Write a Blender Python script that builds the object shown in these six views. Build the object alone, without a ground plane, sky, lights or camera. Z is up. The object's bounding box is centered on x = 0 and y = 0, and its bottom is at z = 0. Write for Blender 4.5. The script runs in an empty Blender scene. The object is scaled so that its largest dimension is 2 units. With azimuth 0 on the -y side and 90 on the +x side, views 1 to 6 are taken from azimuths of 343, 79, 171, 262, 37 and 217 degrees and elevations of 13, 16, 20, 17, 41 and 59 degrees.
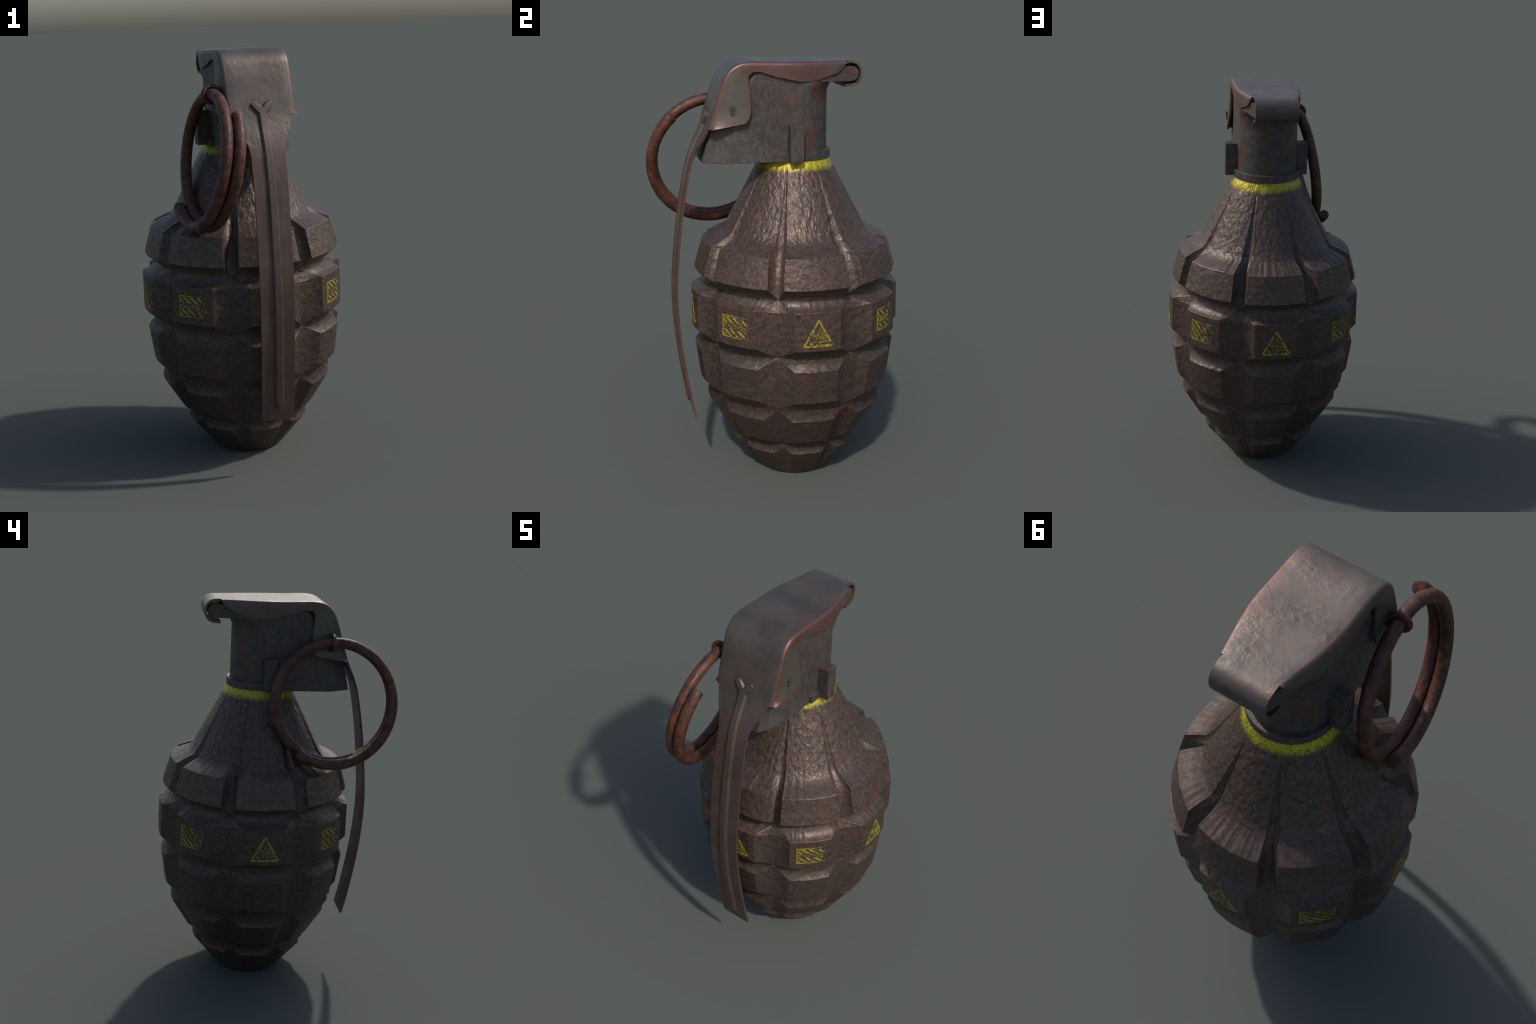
import bpy, bmesh, math
import numpy as np
from mathutils import Vector, Matrix

AX, AY = -0.001, 0.084          # the axis of the cast body
NL = 8                          # lugs round the body
PITCH = 360.0 / NL

# ------------------------------------------------------------------ helpers
root = bpy.data.objects.new("hand_grenade", None)
root.empty_display_size = 0.2
bpy.context.scene.collection.objects.link(root)
root["label"] = "rusty pineapple style cast iron hand grenade with pull ring"
root["category"] = "hand grenade"


def add(name, verts, faces, mat, parent=root, sharp=30, bevel=0.0, segs=2, loc=None, rotz=0.0):
    me = bpy.data.meshes.new(name)
    me.from_pydata([tuple(map(float, v)) for v in verts], [], faces)
    bm = bmesh.new(); bm.from_mesh(me)
    bmesh.ops.remove_doubles(bm, verts=bm.verts, dist=1e-5)
    bmesh.ops.recalc_face_normals(bm, faces=bm.faces)
    bm.to_mesh(me); bm.free()
    me.materials.append(mat)
    ob = bpy.data.objects.new(name, me)
    bpy.context.scene.collection.objects.link(ob)
    ob.parent = parent
    if loc: ob.location = loc
    ob.rotation_euler[2] = rotz
    me.shade_smooth()
    if sharp: me.set_sharp_from_angle(angle=math.radians(sharp))
    if bevel:
        b = ob.modifiers.new("edge_round", "BEVEL")
        b.width, b.segments, b.limit_method, b.angle_limit = bevel, segs, "ANGLE", math.radians(sharp or 30)
        b.harden_normals = True
    return ob


def spline(ctrl, n):
    """non-uniform Catmull-Rom through the first two columns; every column is carried along"""
    c = np.array(ctrl, float)
    d = np.r_[0, np.cumsum(np.hypot(*np.diff(c[:, :2], axis=0).T))]
    m = np.gradient(c, d, axis=0)
    out = []
    for x in np.linspace(0, d[-1], n):
        i = min(np.searchsorted(d, x, side="right") - 1, len(d) - 2)
        h = d[i + 1] - d[i]; t = (x - d[i]) / h
        out.append((2*t**3-3*t**2+1)*c[i] + (t**3-2*t**2+t)*h*m[i] + (-2*t**3+3*t**2)*c[i+1] + (t**3-t**2)*h*m[i+1])
    return np.array(out)


def box(x0, x1, y0, y1, z0, z1, vs, fs):
    b = len(vs)
    vs += [(x, y, z) for z in (z0, z1) for y in (y0, y1) for x in (x0, x1)]
    fs += [tuple(b + i for i in f) for f in ((0, 2, 3, 1), (4, 5, 7, 6), (0, 1, 5, 4), (2, 6, 7, 3), (0, 4, 6, 2), (1, 3, 7, 5))]


def tube(path, rad, sides, vs, fs):
    """sweep a round wire along a list of points, flat capped; rad may be a list"""
    p = np.array(path); n = len(p)
    rad = np.broadcast_to(rad, n)
    t = np.gradient(p, axis=0); t /= np.linalg.norm(t, axis=1)[:, None]
    ref = np.array([1.0, 0.0, 0.0]) if abs(t[0][0]) < .8 else np.array([0, 0, 1.0])
    b = len(vs)
    for i in range(n):
        ref = ref - t[i] * (ref @ t[i]); ref /= np.linalg.norm(ref)
        s = np.cross(t[i], ref)
        for k in range(sides):
            a = 2 * math.pi * k / sides
            vs.append(p[i] + rad[i] * (math.cos(a) * ref + math.sin(a) * s))
    for i in range(n - 1):
        for k in range(sides):
            k2 = (k + 1) % sides
            fs.append((b+i*sides+k, b+i*sides+k2, b+(i+1)*sides+k2, b+(i+1)*sides+k))
    fs.append(tuple(b + k for k in range(sides)))
    fs.append(tuple(b + (n-1)*sides + k for k in range(sides)))


# ---------------------------------------------------------------- materials
class Graph:
    def __init__(self, name):
        self.mat = bpy.data.materials.new(name)
        self.mat.use_nodes = True
        self.t = self.mat.node_tree
        self.t.nodes.clear()
        self.out = self.new("ShaderNodeOutputMaterial")
        self.bsdf = self.new("ShaderNodeBsdfPrincipled")
        self.link(self.bsdf.outputs[0], self.out.inputs[0])
        self.obj = self.new("ShaderNodeTexCoord").outputs["Object"]

    def new(self, kind, **kw):
        n = self.t.nodes.new(kind)
        for k, v in kw.items(): setattr(n, k, v)
        return n

    def link(self, a, b): self.t.links.new(a, b)

    def put(self, sock, v):
        if isinstance(v, bpy.types.NodeSocket): self.link(v, sock)
        else: sock.default_value = v

    def math(self, op, a, b=0.0, c=None, clamp=False):
        n = self.new("ShaderNodeMath", operation=op, use_clamp=clamp)
        self.put(n.inputs[0], a); self.put(n.inputs[1], b)
        if c is not None: self.put(n.inputs[2], c)
        return n.outputs[0]

    def step(self, v, lo, hi, a=0.0, b=1.0):
        n = self.new("ShaderNodeMapRange", interpolation_type="SMOOTHSTEP")
        self.put(n.inputs[0], v)
        for i, x in zip((1, 2, 3, 4), (lo, hi, a, b)): n.inputs[i].default_value = x
        return n.outputs[0]

    def coord(self, scale=(1, 1, 1), src=None, loc=(0, 0, 0)):
        n = self.new("ShaderNodeMapping")
        self.link(src or self.obj, n.inputs[0])
        n.inputs["Scale"].default_value = scale
        n.inputs["Location"].default_value = loc
        return n.outputs[0]

    def noise(self, scale, detail=4, rough=.55, vec=None, dist=0.0):
        n = self.new("ShaderNodeTexNoise")
        self.link(vec or self.obj, n.inputs["Vector"])
        n.inputs["Scale"].default_value, n.inputs["Detail"].default_value = scale, detail
        n.inputs["Roughness"].default_value, n.inputs["Distortion"].default_value = rough, dist
        return n.outputs[0]

    def mix(self, f, a, b):
        n = self.new("ShaderNodeMix", data_type="RGBA")
        self.put(n.inputs[0], f)
        for s, v in ((n.inputs[6], a), (n.inputs[7], b)):
            self.put(s, v if isinstance(v, bpy.types.NodeSocket) else (*v, 1.0))
        return n.outputs[2]

    def xyz(self, v=None):
        n = self.new("ShaderNodeSeparateXYZ"); self.link(v or self.obj, n.inputs[0]); return n.outputs

    def bump(self, h, dist, strength=1.0, normal=None):
        n = self.new("ShaderNodeBump")
        n.inputs["Strength"].default_value, n.inputs["Distance"].default_value = strength, dist
        self.link(h, n.inputs["Height"])
        if normal: self.link(normal, n.inputs["Normal"])
        return n.outputs[0]

    def edges(self, radius):
        """0 on flats, towards 1 where the surface turns within the radius"""
        b = self.new("ShaderNodeBevel", samples=6); b.inputs[0].default_value = radius
        g = self.new("ShaderNodeNewGeometry")
        d = self.new("ShaderNodeVectorMath", operation="DOT_PRODUCT")
        self.link(b.outputs[0], d.inputs[0]); self.link(g.outputs["Normal"], d.inputs[1])
        return self.math("SUBTRACT", 1.0, d.outputs["Value"])

    def finish(self, col, rough, normal=None, metal=0.0, spec=.5):
        b = self.bsdf
        self.put(b.inputs["Base Color"], col); self.put(b.inputs["Roughness"], rough)
        self.put(b.inputs["Metallic"], metal); b.inputs["Specular IOR Level"].default_value = spec
        if normal: self.link(normal, b.inputs["Normal"])
        return self.mat


IRON_DARK, IRON_MID, IRON_RED = (.055, .038, .030), (.099, .068, .053), (.155, .054, .041)


def iron_colour(g, vec=None):
    """blotchy brown-grey cast iron with fine red rust freckles"""
    blot = g.noise(9, 5, .6, vec)
    fine = g.noise(55, 4, .65, vec)
    rust = g.noise(26, 5, .7, g.coord((1, 1, 1), vec, (3.1, 7.7, 1.3)))
    c = g.mix(g.step(fine, .35, .65), IRON_DARK, IRON_MID)
    c = g.mix(g.math("MULTIPLY", g.step(rust, .52, .68), .55), c, IRON_RED)
    patch = g.math("MULTIPLY", g.step(blot, .55, .70), g.step(fine, .35, .6))
    return g.mix(g.math("MULTIPLY", patch, .6), c, (.155, .056, .048))


def cast_iron():
    g = Graph("cast_iron")
    col = iron_colour(g)
    x, y, z = g.xyz()
    # soft yellow painted band round the neck, brushed thin at its lower edge
    ang = g.math("ARCTAN2", g.math("SUBTRACT", y, AY), g.math("SUBTRACT", x, AX))
    cyl = g.new("ShaderNodeCombineXYZ")
    g.link(g.math("MULTIPLY", ang, 6.0), cyl.inputs[0]); g.link(g.math("MULTIPLY", z, 4.0), cyl.inputs[1])
    streak = g.noise(5.5, 4, .6, cyl.outputs[0])
    zz = g.math("ADD", z, g.math("MULTIPLY", g.math("SUBTRACT", streak, .5), .035))
    band = g.step(zz, 1.500, 1.530)
    chips = g.step(g.noise(95, 3, .6, g.coord((1, 1, .3))), .34, .43, .12, 1.0)
    col = g.mix(g.math("MULTIPLY", band, chips), col, (.43, .365, .017))
    # relief: cast skin, drawn lengthwise on the cone, radial streaks on the shoulder shelf
    skin = g.math("ADD", g.noise(33, 2, .45), g.math("MULTIPLY", g.noise(80, 2, .5), .22))
    drawn = g.math("ADD", g.noise(48, 2, .45, g.coord((1, 1, .45))), g.math("MULTIPLY", g.noise(100, 2, .5, g.coord((1, 1, .5))), .22))
    oncone = g.step(z, 1.19, 1.23)
    h = g.new("ShaderNodeMix", data_type="FLOAT")
    g.link(oncone, h.inputs[0]); g.link(g.math("MULTIPLY", skin, .68), h.inputs[2]); g.link(drawn, h.inputs[3])
    ray = g.new("ShaderNodeCombineXYZ")
    g.link(g.math("MULTIPLY", ang, 5.0), ray.inputs[0]); g.link(g.math("MULTIPLY", z, .8), ray.inputs[1])
    rays = g.math("MULTIPLY", g.noise(3.0, 1, .4, ray.outputs[0], .3), 1.1)
    shelf = g.math("MULTIPLY", g.math("ADD", g.step(z, 1.160, 1.172), g.math("MULTIPLY", g.step(z, .930, .945), g.step(z, .965, .985, .8, 0.0)), clamp=True), g.step(z, 1.200, 1.215, 1.0, 0.0))
    h2 = g.new("ShaderNodeMix", data_type="FLOAT")
    g.link(shelf, h2.inputs[0]); g.link(h.outputs[0], h2.inputs[2]); g.link(rays, h2.inputs[3])
    n = g.bump(h2.outputs[0], .010, .85)
    # occlusion shade of the lower rows darkened into the colour; rougher there too
    low_shade = g.step(z, 1.05, .55)
    col = g.mix(g.math("MULTIPLY", low_shade, .30), col, (.036, .026, .021))
    rough = g.math("ADD", g.step(g.noise(30, 4, .6), .35, .7, .38, .52), g.math("MULTIPLY", low_shade, .07))
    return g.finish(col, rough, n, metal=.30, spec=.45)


def yellow_paint(name, wear_lo, wear_hi, big, bias):
    g = Graph(name)
    rnd = g.new("ShaderNodeObjectInfo").outputs["Random"]
    off = g.new("ShaderNodeVectorMath", operation="ADD")
    cmb = g.new("ShaderNodeCombineXYZ")
    for i, k in enumerate((37.0, 91.0, 53.0)): g.link(g.math("MULTIPLY", rnd, k), cmb.inputs[i])
    g.link(g.obj, off.inputs[0]); g.link(cmb.outputs[0], off.inputs[1])
    v = off.outputs[0]
    worn = g.math("ADD", g.math("MULTIPLY", g.noise(24, 2, .5, v), big), g.math("MULTIPLY", g.noise(75, 3, .6, v), 1 - big))
    lx, ly, lz = g.xyz()
    worn = g.math("SUBTRACT", worn, g.math("MULTIPLY", ly, bias))
    mask = g.step(worn, wear_lo, wear_hi)
    tone = g.noise(60, 2, .5, v)
    paint = g.mix(tone, (.27, .20, .016), (.33, .285, .022))
    col = g.mix(mask, iron_colour(g), paint)
    n = g.bump(g.noise(34, 2, .45), .012, .7)
    return g.finish(col, .52, n, metal=.1)


def housing_steel():
    g = Graph("housing_steel")
    v = g.coord((1, 1, .7))
    base = g.mix(g.step(g.noise(38, 5, .65, v), .35, .68), (.045, .042, .040), (.080, .072, .067))
    pits = g.step(g.noise(46, 5, .72, g.coord((1, 1, .45), None, (4, 2, 9))), .53, .57)
    col = g.mix(g.math("MULTIPLY", pits, .55), base, (.088, .040, .031))
    rust = g.math("MULTIPLY", g.step(g.noise(12, 4, .6, g.coord((1, 1, .6), None, (1.5, 6, 2))), .54, .62), g.step(g.noise(62, 5, .75, v), .46, .52))
    col = g.mix(g.math("MULTIPLY", rust, .85), col, (.135, .040, .022))
    fleck = g.step(g.noise(85, 4, .7, g.coord((1, 1, .4), None, (7, 1, 3))), .58, .63)
    col = g.mix(g.math("MULTIPLY", fleck, .65), col, (.030, .020, .017))
    n = g.bump(g.noise(60, 5, .65, v), .005, .6)
    return g.finish(col, g.step(g.noise(40, 3), .3, .7, .42, .6), n, metal=.15, spec=.5)


def lever_steel():
    g = Graph("lever_steel")
    x, y, z = g.xyz()
    base = g.mix(g.step(g.noise(8, 3, .5), .30, .70), (.074, .064, .054), (.112, .095, .082))
    wear = g.math("MULTIPLY", g.step(g.noise(30, 5, .72, g.coord((1, 1, .45))), .46, .60), g.step(g.noise(6, 3), .28, .54))
    col = g.mix(g.math("MULTIPLY", wear, .62), base, (.150, .076, .063))
    # the long strip below the head has rusted darker and redder
    low = g.math("MULTIPLY", g.step(z, 1.66, 1.50), g.step(g.noise(16, 4, .6, g.coord((1, 1, .3))), .25, .65))
    col = g.mix(g.math("MULTIPLY", low, .75), col, (.105, .052, .041))
    ax = g.math("ABSOLUTE", g.math("ADD", x, .002))
    side = g.step(ax, .1500, .1560)
    ahead = g.step(y, -.150, -.125, 1.0, 0.0)
    # the folded skirt behind the cheeks has gone to brown rust, the cheeks keep some olive drab
    fold = g.math("MULTIPLY", g.step(ax, .118, .150), g.step(y, -.20, -.12))
    brown = g.mix(g.noise(40, 4, .6, g.coord((1, 1, .35))), (.098, .046, .038), (.168, .078, .061))
    brown_weight = g.step(x, -.12, .12, .15, 1.0)          # brown is weak towards -x and full towards +x
    col = g.mix(g.math("MULTIPLY", g.math("MULTIPLY", fold, brown_weight), .8), col, brown)
    olive = g.mix(g.step(g.noise(25, 4, .6), .35, .7), (.082, .082, .062), (.104, .099, .075))
    warp = g.math("MULTIPLY", g.math("SUBTRACT", g.noise(30, 4, .6), .5), .030)
    yfold = g.math("MULTIPLY_ADD", z, .354, -.342 - 1.709 * .354)
    m1 = g.step(g.math("ADD", g.math("SUBTRACT", y, yfold), warp), .008, .030)
    m2 = g.step(g.math("ADD", g.math("SUBTRACT", z, g.math("MULTIPLY_ADD", y, .16, 1.71 + .327 * .16)), warp), .002, .024)
    m3 = g.math("MULTIPLY", g.step(y, -.166, -.154, 1.0, 0.0), g.step(z, 1.935, 1.965, 1.0, 0.0))
    cheek = g.math("MULTIPLY", g.math("MULTIPLY", side, ahead), .9)
    col = g.mix(g.math("MULTIPLY", cheek, brown_weight), col, brown)
    col = g.mix(g.math("MULTIPLY", cheek, g.math("MULTIPLY", m1, g.math("MULTIPLY", m2, m3))), col, olive)
    e = g.math("MULTIPLY", g.step(g.edges(.022), .02, .20), g.step(g.noise(45, 4, .6, g.coord((1, 1, .4))), .22, .5))
    col = g.mix(g.math("MULTIPLY", e, .65), col, (.140, .068, .053))
    pock = g.math("MULTIPLY", g.noise(48, 2, .5, g.coord((1, 1, .6))), g.step(g.noise(7, 2, .5), .42, .62, .25, 1.0))
    dents = g.math("ADD", pock, g.math("MULTIPLY", g.noise(10, 1), .6))
    n = g.bump(dents, .0038, .6)
    g.bsdf.inputs["Coat Weight"].default_value, g.bsdf.inputs["Coat Roughness"].default_value = .18, .42
    return g.finish(col, g.step(g.noise(9, 4), .3, .7, .42, .58), n, metal=.5, spec=.6)


def ring_steel():
    g = Graph("ring_rust")
    c = g.mix(g.step(g.noise(26, 5, .65), .32, .70), (.036, .015, .010), (.120, .038, .021))
    c = g.mix(g.math("MULTIPLY", g.step(g.noise(60, 4, .6), .62, .74), .35), c, (.11, .09, .08))
    n = g.bump(g.math("ADD", g.noise(34, 3), g.math("MULTIPLY", g.noise(14, 2), .8)), .007, .6)
    return g.finish(c, g.step(g.noise(25, 3), .3, .7, .44, .62), n, spec=.4)


IRON, STEEL, LEVER, RING = cast_iron(), housing_steel(), lever_steel(), ring_steel()
SIGN = yellow_paint("sign_paint", .40, .49, .35, .0)
LABEL = yellow_paint("label_paint", .42, .51, .50, 1.2)

# ------------------------------------------------------- cast body with lugs
ARC = 10


def body():
    vs, fs = [], []
    HALF = PITCH / 2

    def pt(deg, r, z):
        a = math.radians(deg)
        vs.append((AX + r * math.cos(a), AY + r * math.sin(a), z)); return len(vs) - 1

    # ("ring", z, r): the whole turn; ("lug", z, r, half angle, groove r, groove z)
    L = [("ring", 0.0, .166), ("ring", .006, .174),
         ("lug", .016, .184, 19.0, .180, .016), ("lug", .165, .3035, 13.8, .281, .180), ("ring", .213, .288),
         ("lug", .246, .342, 13.0, .306, .240), ("lug", .388, .426, 13.2, .393, .405), ("ring", .443, .409),
         ("lug", .495, .461, 12.6, .420, .500), ("lug", .655, .482, 12.1, .434, .655), ("ring", .706, .432),
         ("lug", .759, .4975, 12.2, .440, .757), ("lug", .938, .4945, 12.2, .431, .915), ("ring", .971, .405),
         ("lug", 1.034, .479, 22.5 - 4.35, .392, 1.032), ("lug", 1.167, .4395, 22.5 - 4.6, .340, 1.165),
         ("lug", 1.190, .392, 22.5 - 4.6, .326, 1.188),
         ("lug", 1.206, .349, 22.5 - 4.4, .315, 1.206), ("lug", 1.235, .327, 22.5 - 4.1, .301, 1.235), ("lug", 1.305, .290, 22.5 - 3.3, .270, 1.305),
         ("lug", 1.386, .2475, 22.5 - 2.5, .235, 1.386), ("lug", 1.47, .204, 22.5 - 1.3, .199, 1.47), ("ring", 1.53, .172),
         ("ring", 1.575, .150)]
    rows = []
    for lv in L:
        per = []
        for k in range(NL):
            c = k * PITCH
            h = HALF if lv[0] == "ring" else lv[3]
            arc = [pt(c + h * (2 * i / ARC - 1), lv[2], lv[1]) for i in range(ARC + 1)]
            val = arc[-1] if lv[0] == "ring" else pt(c + HALF, lv[4], lv[5])
            per.append((arc, val))
        rows.append(per)
    for a, b in zip(rows, rows[1:]):
        for k in range(NL):
            A, B = a[k], b[k]; A2, B2 = a[(k + 1) % NL], b[(k + 1) % NL]
            for i in range(ARC):
                fs.append((A[0][i], A[0][i+1], B[0][i+1], B[0][i]))
            for f in ((A[0][-1], A[1], B[1], B[0][-1]), (A[1], A2[0][0], B2[0][0], B[1])):
                f = list(dict.fromkeys(f))
                p = [np.round(vs[j], 6).tolist() for j in f]
                f = [j for n, j in enumerate(f) if p[n] not in p[:n]]
                if len(f) > 2: fs.append(tuple(f))
    c = len(vs); vs.append((AX, AY, 0.0))
    base = [j for k in range(NL) for j in rows[0][k][0][:-1]]
    for i, j in enumerate(base): fs.append((j, base[(i + 1) % len(base)], c))
    ob = add("body", vs, fs, IRON, sharp=None)
    # only the rims of the lug faces are crisp; the floors of all the grooves run out soft
    me = ob.data
    bm = bmesh.new(); bm.from_mesh(me)
    w = bm.edges.layers.float.new("bevel_weight_edge")
    for e in bm.edges:
        if len(e.link_faces) == 2 and e.is_convex and e.calc_face_angle() > math.radians(17): e[w] = 1.0; e.smooth = False
    bm.to_mesh(me); bm.free()
    b = ob.modifiers.new("edge_round", "BEVEL")
    b.width, b.segments, b.limit_method, b.harden_normals = .003, 2, "WEIGHT", True
    return ob


BODY = body()

# ------------------------------------------------------------ painted marks
FACE = lambda z: .4945 + (.938 - z) / .179 * .003


def wrap(flat, faces, z0):
    """lay flat shapes (x along the turn, y up) on the lug face as a thin coat of paint"""
    vs, fs = [], []
    n = len(flat)
    for lift in (.0011, -.0012):
        for x, y in flat:
            r = FACE(z0 + y) + lift
            a = x / .4965
            vs.append((r * math.cos(a), r * math.sin(a), z0 + y))
    edges = {}
    for f in faces:
        fs.append(tuple(f)); fs.append(tuple(n + i for i in reversed(f)))
        for i, j in zip(f, f[1:] + f[:1]): edges[(i, j)] = 1
    for i, j in edges:
        if (j, i) not in edges: fs.append((j, i, n + i, n + j))
    return vs, fs


class Sheet:
    def __init__(self): self.v, self.f = [], []

    def stroke(self, p, q, w0, w1=None, n=6):
        p, q = np.array(p, float), np.array(q, float); w1 = w0 if w1 is None else w1
        d = (q - p) / np.linalg.norm(q - p); m = np.array([-d[1], d[0]])
        b = len(self.v)
        for i in range(n + 1):
            t = i / n; c = p + (q - p) * t; w = (w0 + (w1 - w0) * t) / 2
            self.v += [tuple(c - m * w), tuple(c + m * w)]
        for i in range(n): self.f.append([b+2*i, b+2*i+2, b+2*i+3, b+2*i+1])

    def poly(self, pts):
        b = len(self.v); self.v += list(pts); self.f.append([b + i for i in range(len(pts))])


def sign():
    """warning triangle with a bursting shell"""
    s = Sheet(); W, H = .143, .131
    P = lambda u, v: ((u - .5) * W, v * H)
    bw = .0088
    for a, b in (((.045, .033), (.955, .033)), ((.035, .03), (.5, .955)), ((.965, .03), (.5, .955))):
        s.stroke(P(*a), P(*b), bw, n=8)
    cx, cy = P(.27, .17)
    s.poly([(cx + .0092 * math.cos(a), cy + .0098 * math.sin(a)) for a in np.linspace(1.9, 5.9, 12)] + [(cx + .001, cy + .0005)])
    for a, b, w0, w1 in (((.40, .32), (.55, .70), .002, .0052), ((.47, .42), (.63, .62), .0012, .003), ((.42, .27), (.70, .56), .0022, .0062),
                         ((.56, .34), (.76, .47), .002, .0045), ((.52, .29), (.84, .37), .002, .0050), ((.60, .25), (.88, .275), .0014, .0022),
                         ((.48, .19), (.90, .205), .0028, .0052), ((.43, .12), (.58, .06), .0022, .004), ((.55, .07), (.86, .075), .004, .007),
                         ((.335, .40), (.365, .62), .0045, .0015), ((.30, .33), (.30, .42), .002, .004), ((.36, .20), (.43, .22), .003, .002)):
        s.stroke(P(*a), P(*b), w0, w1, n=4)
    for u, v, r in ((.53, .60, .0052), (.44, .61, .0035), (.39, .41, .0042), (.33, .41, .0036), (.57, .57, .003), (.60, .32, .0036), (.55, .17, .0042), (.45, .075, .003)):
        x, y = P(u, v)
        s.poly([(x + r * (1 if i % 2 else .5) * math.cos(i * math.pi / 4), y + r * (1 if i % 2 else .5) * math.sin(i * math.pi / 4)) for i in range(8)])
    return s


def label():
    """striped notice with one word across the middle"""
    s = Sheet(); W, H = .1430, .1040
    x0, x1, t = -W / 2, W / 2, .0062
    s.stroke((x0, t/2), (x1, t/2), t * .8, n=10); s.stroke((x0, H - t/2), (x1, H - t/2), t * .8, n=10)
    s.stroke((x0 + t/2, .001), (x0 + t/2, H - .001), t * .85); s.stroke((x1 - t/2, .001), (x1 - t/2, H - .001), t * .85)
    sw, gap = .0180, .0375
    for yb, yt in ((.009, .0365), (.0675, .095)):
        run = (yt - yb) * 1.28
        for k in range(-1, 5):
            a = x0 + .018 + k * gap - (.012 if yb < .05 else 0)   # top left end of the stripe
            pts = [(a + run * f + dx, yt - (yt - yb) * f) for dx, fr in ((0, (0, .5, 1)), (sw, (1, .5, 0))) for f in fr]
            pts = [(min(max(px, x0 + .008), x1 - .008), py) for px, py in pts]
            if max(p[0] for p in pts) - min(p[0] for p in pts) > .006: s.poly(pts[::-1])
    cu = bpy.data.curves.new("word", "FONT")
    cu.body, cu.size, cu.align_x, cu.resolution_u = "CAUTION", .0275, "CENTER", 3
    cu.space_character = 1.10
    cu.offset = .0004
    ob = bpy.data.objects.new("word", cu); bpy.context.scene.collection.objects.link(ob)
    me = bpy.data.meshes.new_from_object(ob.evaluated_get(bpy.context.evaluated_depsgraph_get()))
    xs = [v.co.x for v in me.vertices]; k = .124 / (max(xs) - min(xs))
    b = len(s.v)
    s.v += [((v.co.x - (max(xs) + min(xs)) / 2) * k, .0415 + v.co.y * 1.08) for v in me.vertices]
    s.f += [[b + i for i in p.vertices] for p in me.polygons]
    bpy.data.objects.remove(ob); bpy.data.curves.remove(cu); bpy.data.meshes.remove(me)
    return s


for name, sheet, mat, z0, start in (("warning_triangle", sign(), SIGN, .779, 0), ("caution_label", label(), LABEL, .796, 45)):
    vs, fs = wrap(sheet.v, sheet.f, z0)
    first = add(name, vs, fs, mat, parent=BODY, sharp=40, loc=(AX, AY, 0), rotz=math.radians(start + .1))
    for k in range(1, 4):
        o = first.copy(); o.rotation_euler[2] = math.radians(start + .1 + 90 * k)
        bpy.context.scene.collection.objects.link(o)


# ---------------------------------------------------------- striker housing
def housing():
    vs, fs = [], []
    N = 24
    # z, front y, neck radius at the back
    levels = [(1.550, -.364, .1490), (1.70, -.3255, .1490), (1.80, -.292, .1490), (1.862, -.268, .1495), (1.880, -.260, .158), (1.892, -.254, .1625), (1.93, -.236, .1625), (1.962, -.21, .160)]
    rings = []
    for z, fy, r in levels:
        loop = []
        for i in range(N + 1):
            a = math.pi * i / N
            x = math.cos(a) * r
            if r > .15: x = max(-.15, min(.15, x))
            loop.append((x, AY + r * math.sin(a), z))
        loop += [(-.1497, fy + .105, z), (-.097, fy, z), (.097, fy, z), (.1497, fy + .105, z)]
        b = len(vs); vs.extend(loop); rings.append(range(b, b + len(loop)))
    n = len(rings[0])
    for a, b in zip(rings, rings[1:]):
        for i in range(n): fs.append((a[i], a[(i+1) % n], b[(i+1) % n], b[i]))
    fs.append(tuple(rings[0])); fs.append(tuple(rings[-1]))
    # hinge bar reaching back under the rolled end of the lever
    prof = [(.06, 1.967), (.305, 1.967)] + [(.332 + .0335 * math.sin(a), 1.9335 + .0335 * math.cos(a)) for a in np.linspace(.0, math.pi, 12)] + [(.305, 1.900), (.06, 1.901)]
    wid = lambda y: float(np.interp(y, [.06, .16, .24, .37], [.148, .142, .118, .094]))
    mid = [.12, .18, .24]
    top = [(y, 1.967) for y in mid]; bot = [(y, 1.9005) for y in reversed(mid)]
    prof = prof[:1] + top + prof[1:-1] + bot + prof[-1:]
    b = len(vs); m = len(prof)
    vs.extend([(wid(y), y, z) for y, z in prof]); vs.extend([(-wid(y), y, z) for y, z in prof])
    for i in range(m): fs.append((b+i, b+(i+1) % m, b+m+(i+1) % m, b+m+i))
    q = m // 2
    for s in (0, m):                                    # side faces in strips so they can follow the taper
        for i in range(q):
            j = m - 1 - i
            if j - 1 > i + 1 or j - 1 == i + 1: fs.append((b+s+i, b+s+i+1, b+s+j-1, b+s+j) if j - 1 != i + 1 else (b+s+i, b+s+i+1, b+s+j))
    return add("striker_housing", vs, fs, STEEL, sharp=28, bevel=.003)


HOUSE = housing()


def collar():
    vs, fs = [], []
    N = 24; r, y0 = .166, -.041
    loop = [(r * math.cos(math.pi * i / N), AY + r * math.sin(math.pi * i / N)) for i in range(N + 1)] + [(-r, y0), (r, y0)]
    n = len(loop)
    for z in (1.5525, 1.590): vs += [(x, y, z) for x, y in loop]
    fs += [(i, (i+1) % n, n+(i+1) % n, n+i) for i in range(n)] + [tuple(range(n)), tuple(range(n, 2*n))]
    return add("collar", vs, fs, STEEL, sharp=30, bevel=.002)


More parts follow.
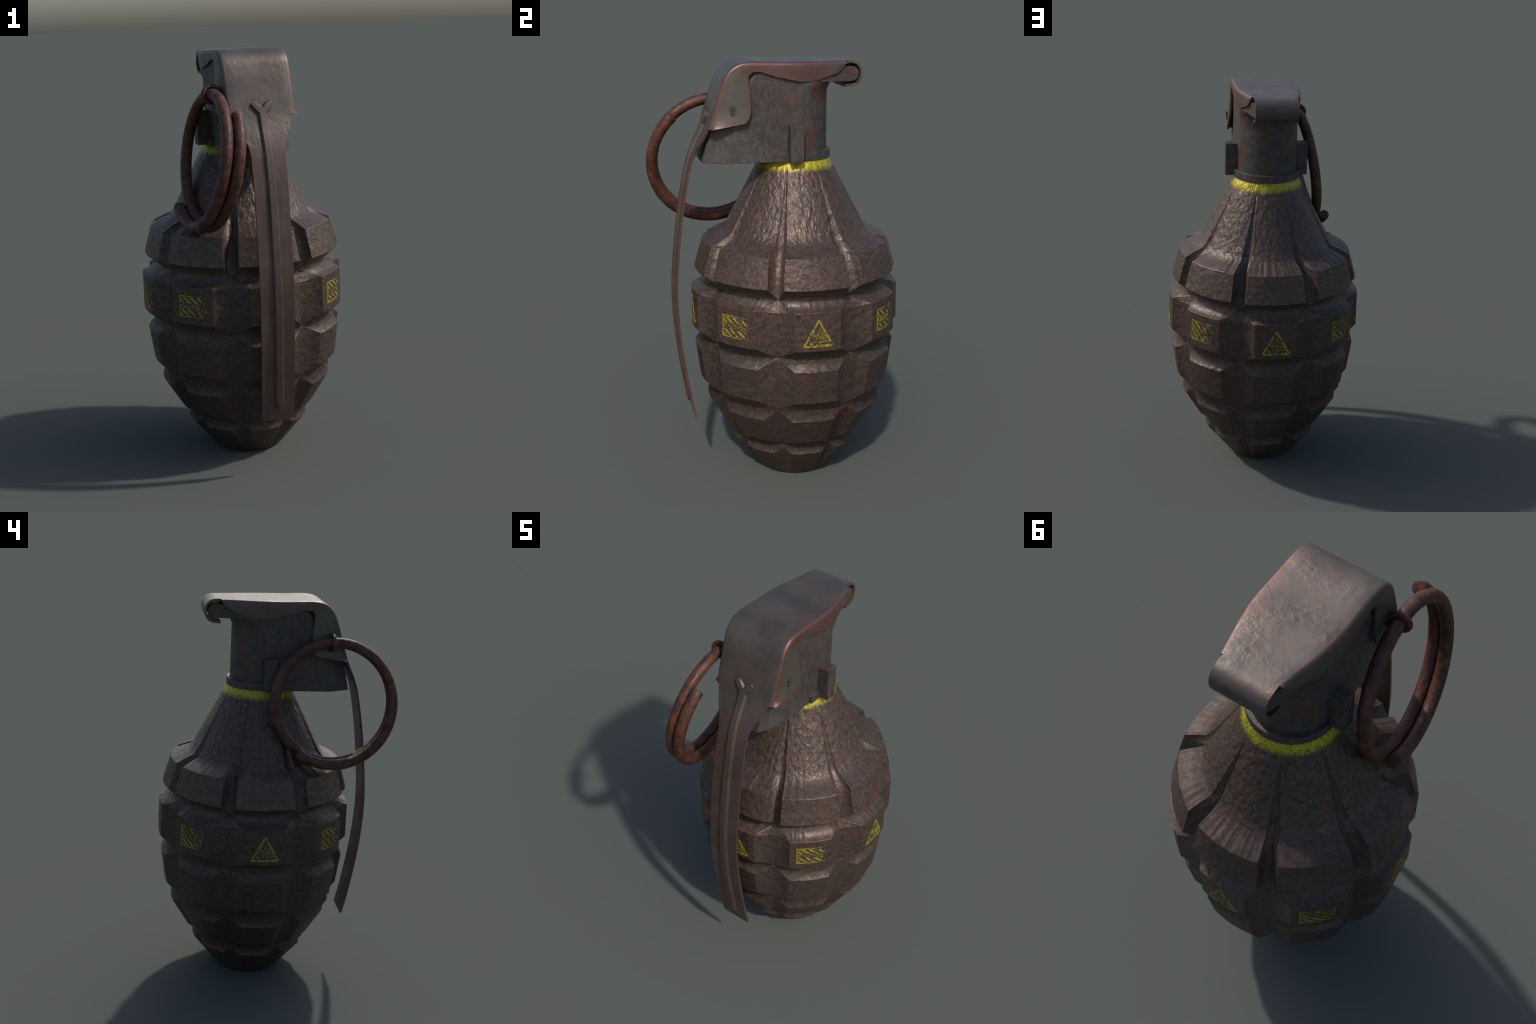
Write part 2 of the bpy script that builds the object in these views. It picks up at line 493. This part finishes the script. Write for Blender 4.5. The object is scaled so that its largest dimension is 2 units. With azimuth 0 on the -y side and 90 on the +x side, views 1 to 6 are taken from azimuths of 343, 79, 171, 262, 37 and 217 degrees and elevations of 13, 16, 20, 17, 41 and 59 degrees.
collar()
vs, fs = [], []
box(.140, .2085, .022, .0845, 1.5545, 1.7180, vs, fs)
tab = add("side_lug", vs, fs, STEEL, sharp=30, bevel=.0025)
t2 = tab.copy(); t2.data = tab.data; t2.rotation_euler[2] = math.pi; t2.location = (0, .1065, 0)
bpy.context.scene.collection.objects.link(t2)

# ------------------------------------------------------------ safety lever
THICK = .0115
# outer surface from the rolled end over the top and down the front: y, z, half width of the flat, centre x
PATH = [(.300, 1.8736, .104, -.005), (.338, 1.8775, .104, -.005), (.361, 1.887, .104, -.005), (.376, 1.909, .104, -.005), (.3810, 1.936, .104, -.005), (.375, 1.963, .104, -.004), (.360, 1.982, .104, -.004),
        (.338, 1.9915, .104, -.004), (.300, 1.9935, .104, -.003),
        (.258, 1.994, .111, -.001), (.159, 1.9945, .132, 0), (.075, 1.995, .145, 0), (-.035, 1.9965, .146, 0), (-.10, 1.999, .146, 0), (-.150, 2.0, .146, 0),
        (-.182, 1.997, .146, 0), (-.209, 1.989, .146, 0), (-.238, 1.970, .146, 0), (-.258, 1.946, .146, 0), (-.276, 1.905, .146, 0), (-.301, 1.83, .145, 0), (-.322, 1.766, .143, 0), (-.342, 1.709, .137, 0),
        (-.3585, 1.672, .126, -.001), (-.382, 1.628, .108, -.002), (-.3985, 1.592, .089, -.003), (-.4135, 1.553, .081, -.003), (-.428, 1.494, .079, -.004), (-.442, 1.4245, .079, -.004), (-.456, 1.345, .079, -.005),
        (-.4725, 1.2245, .079, -.007), (-.484, 1.12, .080, -.008), (-.4925, 1.03, .080, -.009), (-.4965, .935, .080, -.010), (-.4955, .85, .080, -.011), (-.4915, .777, .080, -.011), (-.482, .67, .080, -.010),
        (-.470, .576, .080, -.009), (-.456, .483, .080, -.007), (-.4385, .38, .079, -.005), (-.4205, .297, .079, -.004)]
# lower outline of the folded cheeks, matched to stations 8..22 of the path: y, z, outward x past the fold
CHEEK = [(.292, 1.972, 0), (.2577, 1.9425, 0), (.1587, 1.912, 0), (.0752, 1.908, 0), (-.035, 1.933, 0), (-.108, 1.957, 0), (-.1417, 1.953, 0),
         (-.1586, 1.9355, 0), (-.155, 1.89, .002), (-.1505, 1.83, .006), (-.151, 1.783, .012), (-.160, 1.752, .016), (-.176, 1.733, .018), (-.245, 1.721, .020), (-.3275, 1.7075, .019)]
F0 = 8
ROLL = .016


def lever():
    vs, fs = [], []
    ctrl = np.array(PATH)
    full = np.full((len(ctrl), 3), np.nan)
    full[F0:F0 + len(CHEEK)] = CHEEK
    # dense stations: subdivide each control span
    d = np.r_[0, np.cumsum(np.hypot(*np.diff(ctrl[:, :2], axis=0).T))]
    m = np.gradient(ctrl, d, axis=0)
    st, idx = [], []
    for i in range(len(ctrl) - 1):
        k = 4 if F0 <= i < F0 + len(CHEEK) else 3
        for j in range(k):
            t = j / k; h = d[i+1] - d[i]
            st.append((2*t**3-3*t**2+1)*ctrl[i] + (t**3-2*t**2+t)*h*m[i] + (-2*t**3+3*t**2)*ctrl[i+1] + (t**3-t**2)*h*m[i+1]); idx.append(i + t)
    st.append(ctrl[-1]); idx.append(len(ctrl) - 1)
    st, idx = np.array(st), np.array(idx)
    low = np.stack([np.interp(idx, np.arange(F0, F0 + len(CHEEK)), np.array(CHEEK)[:, c]) for c in range(3)], 1)
    tan = np.gradient(st[:, :2], axis=0); tan /= np.linalg.norm(tan, axis=1)[:, None]
    # unit vector pointing to the inside of the bend
    inn = np.stack([tan[:, 1], -tan[:, 0]], 1)
    probe = st[len(st)//3]
    if (np.array([0.0, 1.6]) - st[np.argmin(abs(idx - 12))][:2]) @ inn[np.argmin(abs(idx - 12))] < 0: inn = -inn
    COLS = 8
    grid = {}

    def layer(off):
        rows = []
        for i, (y, z, hp, cx) in enumerate(st):
            yz = np.array([y, z]) + inn[i] * off
            row = {}
            for c in range(COLS + 1):
                row[c] = (cx + hp * (2*c/COLS - 1), *yz)
            if F0 <= idx[i] <= F0 + len(CHEEK) - 1 + 1e-6:
                D = low[i, :2] - np.array([y, z])
                ln = np.linalg.norm(D); u = D / ln
                rr = min(ROLL, ln * .55)
                for side in (-1, 1):
                    X = hp + ROLL - off
                    pts = []
                    for k in (1, 2, 3, 4):                       # quarter round fold
                        a = k / 4 * math.pi / 2
                        xx = hp + (X - hp) * math.sin(a)
                        pts.append((cx + side * xx, *(yz + u * max(rr - off * .5, .001) * (1 - math.cos(a)))))
                    for k in (.33, .66, 1.0):
                        f0 = rr / ln
                        f = f0 + (1 - f0) * k
                        pts.append((cx + side * (X + low[i, 2] * f), y + D[0] * f + inn[i][0]*off*(1-f), z + D[1] * f + inn[i][1]*off*(1-f)))
                    row[side] = pts if side > 0 else pts
                    row[("s", side)] = pts
            rows.append(row)
        return rows

    out, inr = layer(0.0), layer(THICK)
    ids = {}

    def vid(L, i, key):
        if (L, i, key) not in ids:
            row = (out, inr)[L][i]
            p = row[("s", key[1])][key[2]] if isinstance(key, tuple) else None
            if p is None:
                y_, = (0,)
                hp, cx = st[i][2], st[i][3]
                yz = st[i][:2] + inn[i] * (THICK if L else 0)
                p = (cx + hp * (2*key/COLS - 1), *yz)
            vs.append(p); ids[(L, i, key)] = len(vs) - 1
        return ids[(L, i, key)]

    def keys(i):
        plate = list(range(COLS + 1))
        if ("s", 1) in out[i]:
            return [("s", -1, k) for k in range(6, -1, -1)] + plate + [("s", 1, k) for k in range(7)]
        return plate

    for i in range(len(st) - 1):
        a, b = keys(i), keys(i + 1)
        common = [k for k in a if k in b]
        for k1, k2 in zip(common, common[1:]):
            for L in (0, 1): fs.append((vid(L, i, k1), vid(L, i, k2), vid(L, i+1, k2), vid(L, i+1, k1)))
        for k in (common[0], common[-1]):
            fs.append((vid(0, i, k), vid(0, i+1, k), vid(1, i+1, k), vid(1, i, k)))
    # close the cross edges: both ends, and the cheek ends
    for i in (0, len(st) - 1):
        for k1, k2 in zip(keys(i), keys(i)[1:]): fs.append((vid(0, i, k1), vid(0, i, k2), vid(1, i, k2), vid(1, i, k1)))
    has = [i for i in range(len(st)) if ("s", 1) in out[i]]
    for i in (has[0], has[-1]):
        for side in (-1, 1):
            ks = [0 if side < 0 else COLS] + [("s", side, k) for k in range(7)]
            for k1, k2 in zip(ks, ks[1:]): fs.append((vid(0, i, k1), vid(0, i, k2), vid(1, i, k2), vid(1, i, k1)))
    ob = add("safety_lever", vs, fs, LEVER, sharp=40)

    # pressed rib with a forked head, standing proud of the strip
    H = .0115
    front = idx > 18
    zs, ys, nx, cxs = st[front, 1][::-1], st[front, 0][::-1], inn[front][::-1], st[front, 3][::-1]

    def on(x, z, h):
        y = np.interp(z, zs, ys); n = np.array([np.interp(z, zs, nx[:, 0]), np.interp(z, zs, nx[:, 1])])
        return (x + np.interp(z, zs, cxs), y - n[0] * h, z - n[1] * h)

    rv, rf = [], []

    def ridge(cl):
        """cl: x, z, half width; flat crown with sloping flanks"""
        b = len(rv)
        for i, (x, z, w) in enumerate(cl):
            p0, p1 = cl[max(i-1, 0)], cl[min(i+1, len(cl)-1)]
            dx, dz = p1[0]-p0[0], p1[1]-p0[1]; l = math.hypot(dx, dz); px, pz = dz/l, -dx/l
            for s, h in ((-1.0, -.003), (-1.0, .001), (-.62, H), (.62, H), (1.0, .001), (1.0, -.003)):
                rv.append(on(x + px * w * s, z + pz * w * s, h))
        for i in range(len(cl) - 1):
            for k in range(6): rf.append((b+6*i+k, b+6*i+(k+1) % 6, b+6*i+6+(k+1) % 6, b+6*i+6+k))
        rf.append(tuple(b + k for k in range(6))); rf.append(tuple(b + 6*(len(cl)-1) + k for k in range(6)))

    stem = [(0, .362, .004), (0, .378, .014), (0, .395, .0225)] + [(0, z, .0235) for z in np.linspace(.43, 1.70, 44)] + [(0, 1.735, .0225), (0, 1.742, .020)]
    ridge([(.003 - .003 * (z - .36) / 1.3 + x, z, w) for x, z, w in stem])
    for s in (-1, 1):
        ridge([(s * .004, 1.722, .0205), (s * .015, 1.735, .0195), (s * .027, 1.748, .0185), (s * .037, 1.759, .0165), (s * .043, 1.765, .011)])
    add("pressed_rib", rv, rf, LEVER, parent=ob, sharp=25, bevel=.0025)
    return ob


lever()

# -------------------------------------------------------- pull ring and pin
C = np.array([-.2543, -.2615, 1.5152]); ry, rx, RA, RB, STEP = -.1669, .0833, .3005, .2977, .0544
nrm = np.array([math.cos(ry) * math.cos(rx), math.sin(rx) * math.cos(ry), math.sin(ry)])
up = np.array([0, 0, 1.0]) - nrm * nrm[2]; up /= np.linalg.norm(up)
fwd = np.cross(nrm, up); fwd *= -np.sign(fwd[1])
side = np.array([.970, -.150, -.040]); side /= np.linalg.norm(side)   # the way the coils stack


def ring_at(deg):
    t = math.radians(deg)
    return C + RA * math.cos(t) * fwd + RB * math.sin(t) * up + side * STEP * (t - math.pi / 2) / (2 * math.pi)


vs, fs = [], []
tube([ring_at(d) for d in np.linspace(-129, 408, 76)], .0268, 12, vs, fs)
add("pull_ring", vs, fs, RING, sharp=50, bevel=.003)

vs, fs = [], []
eye = ring_at(93)
loop = [eye + np.array([.0365 * math.cos(a), .006 * math.cos(a), .0365 * math.sin(a)]) for a in np.linspace(0, 2 * math.pi, 25)]
tube(loop, .0105, 8, vs, fs)
tube([eye + np.array([.030, .004, -.004]), np.array([-.165, -.238, 1.799]), np.array([-.12, -.234, 1.797])], [.016, .0145, .013], 10, vs, fs)
PIN = add("safety_pin", vs, fs, RING, sharp=40)
vs, fs = [], []
for z, x1 in ((1.8040, .1795), (1.7825, .1770)):
    tube([(-.10, -.234, z), (.05, -.234, z), (x1, -.234, z)], .0118, 12, vs, fs)
add("pin_tail", vs, fs, STEEL, parent=PIN, sharp=40)
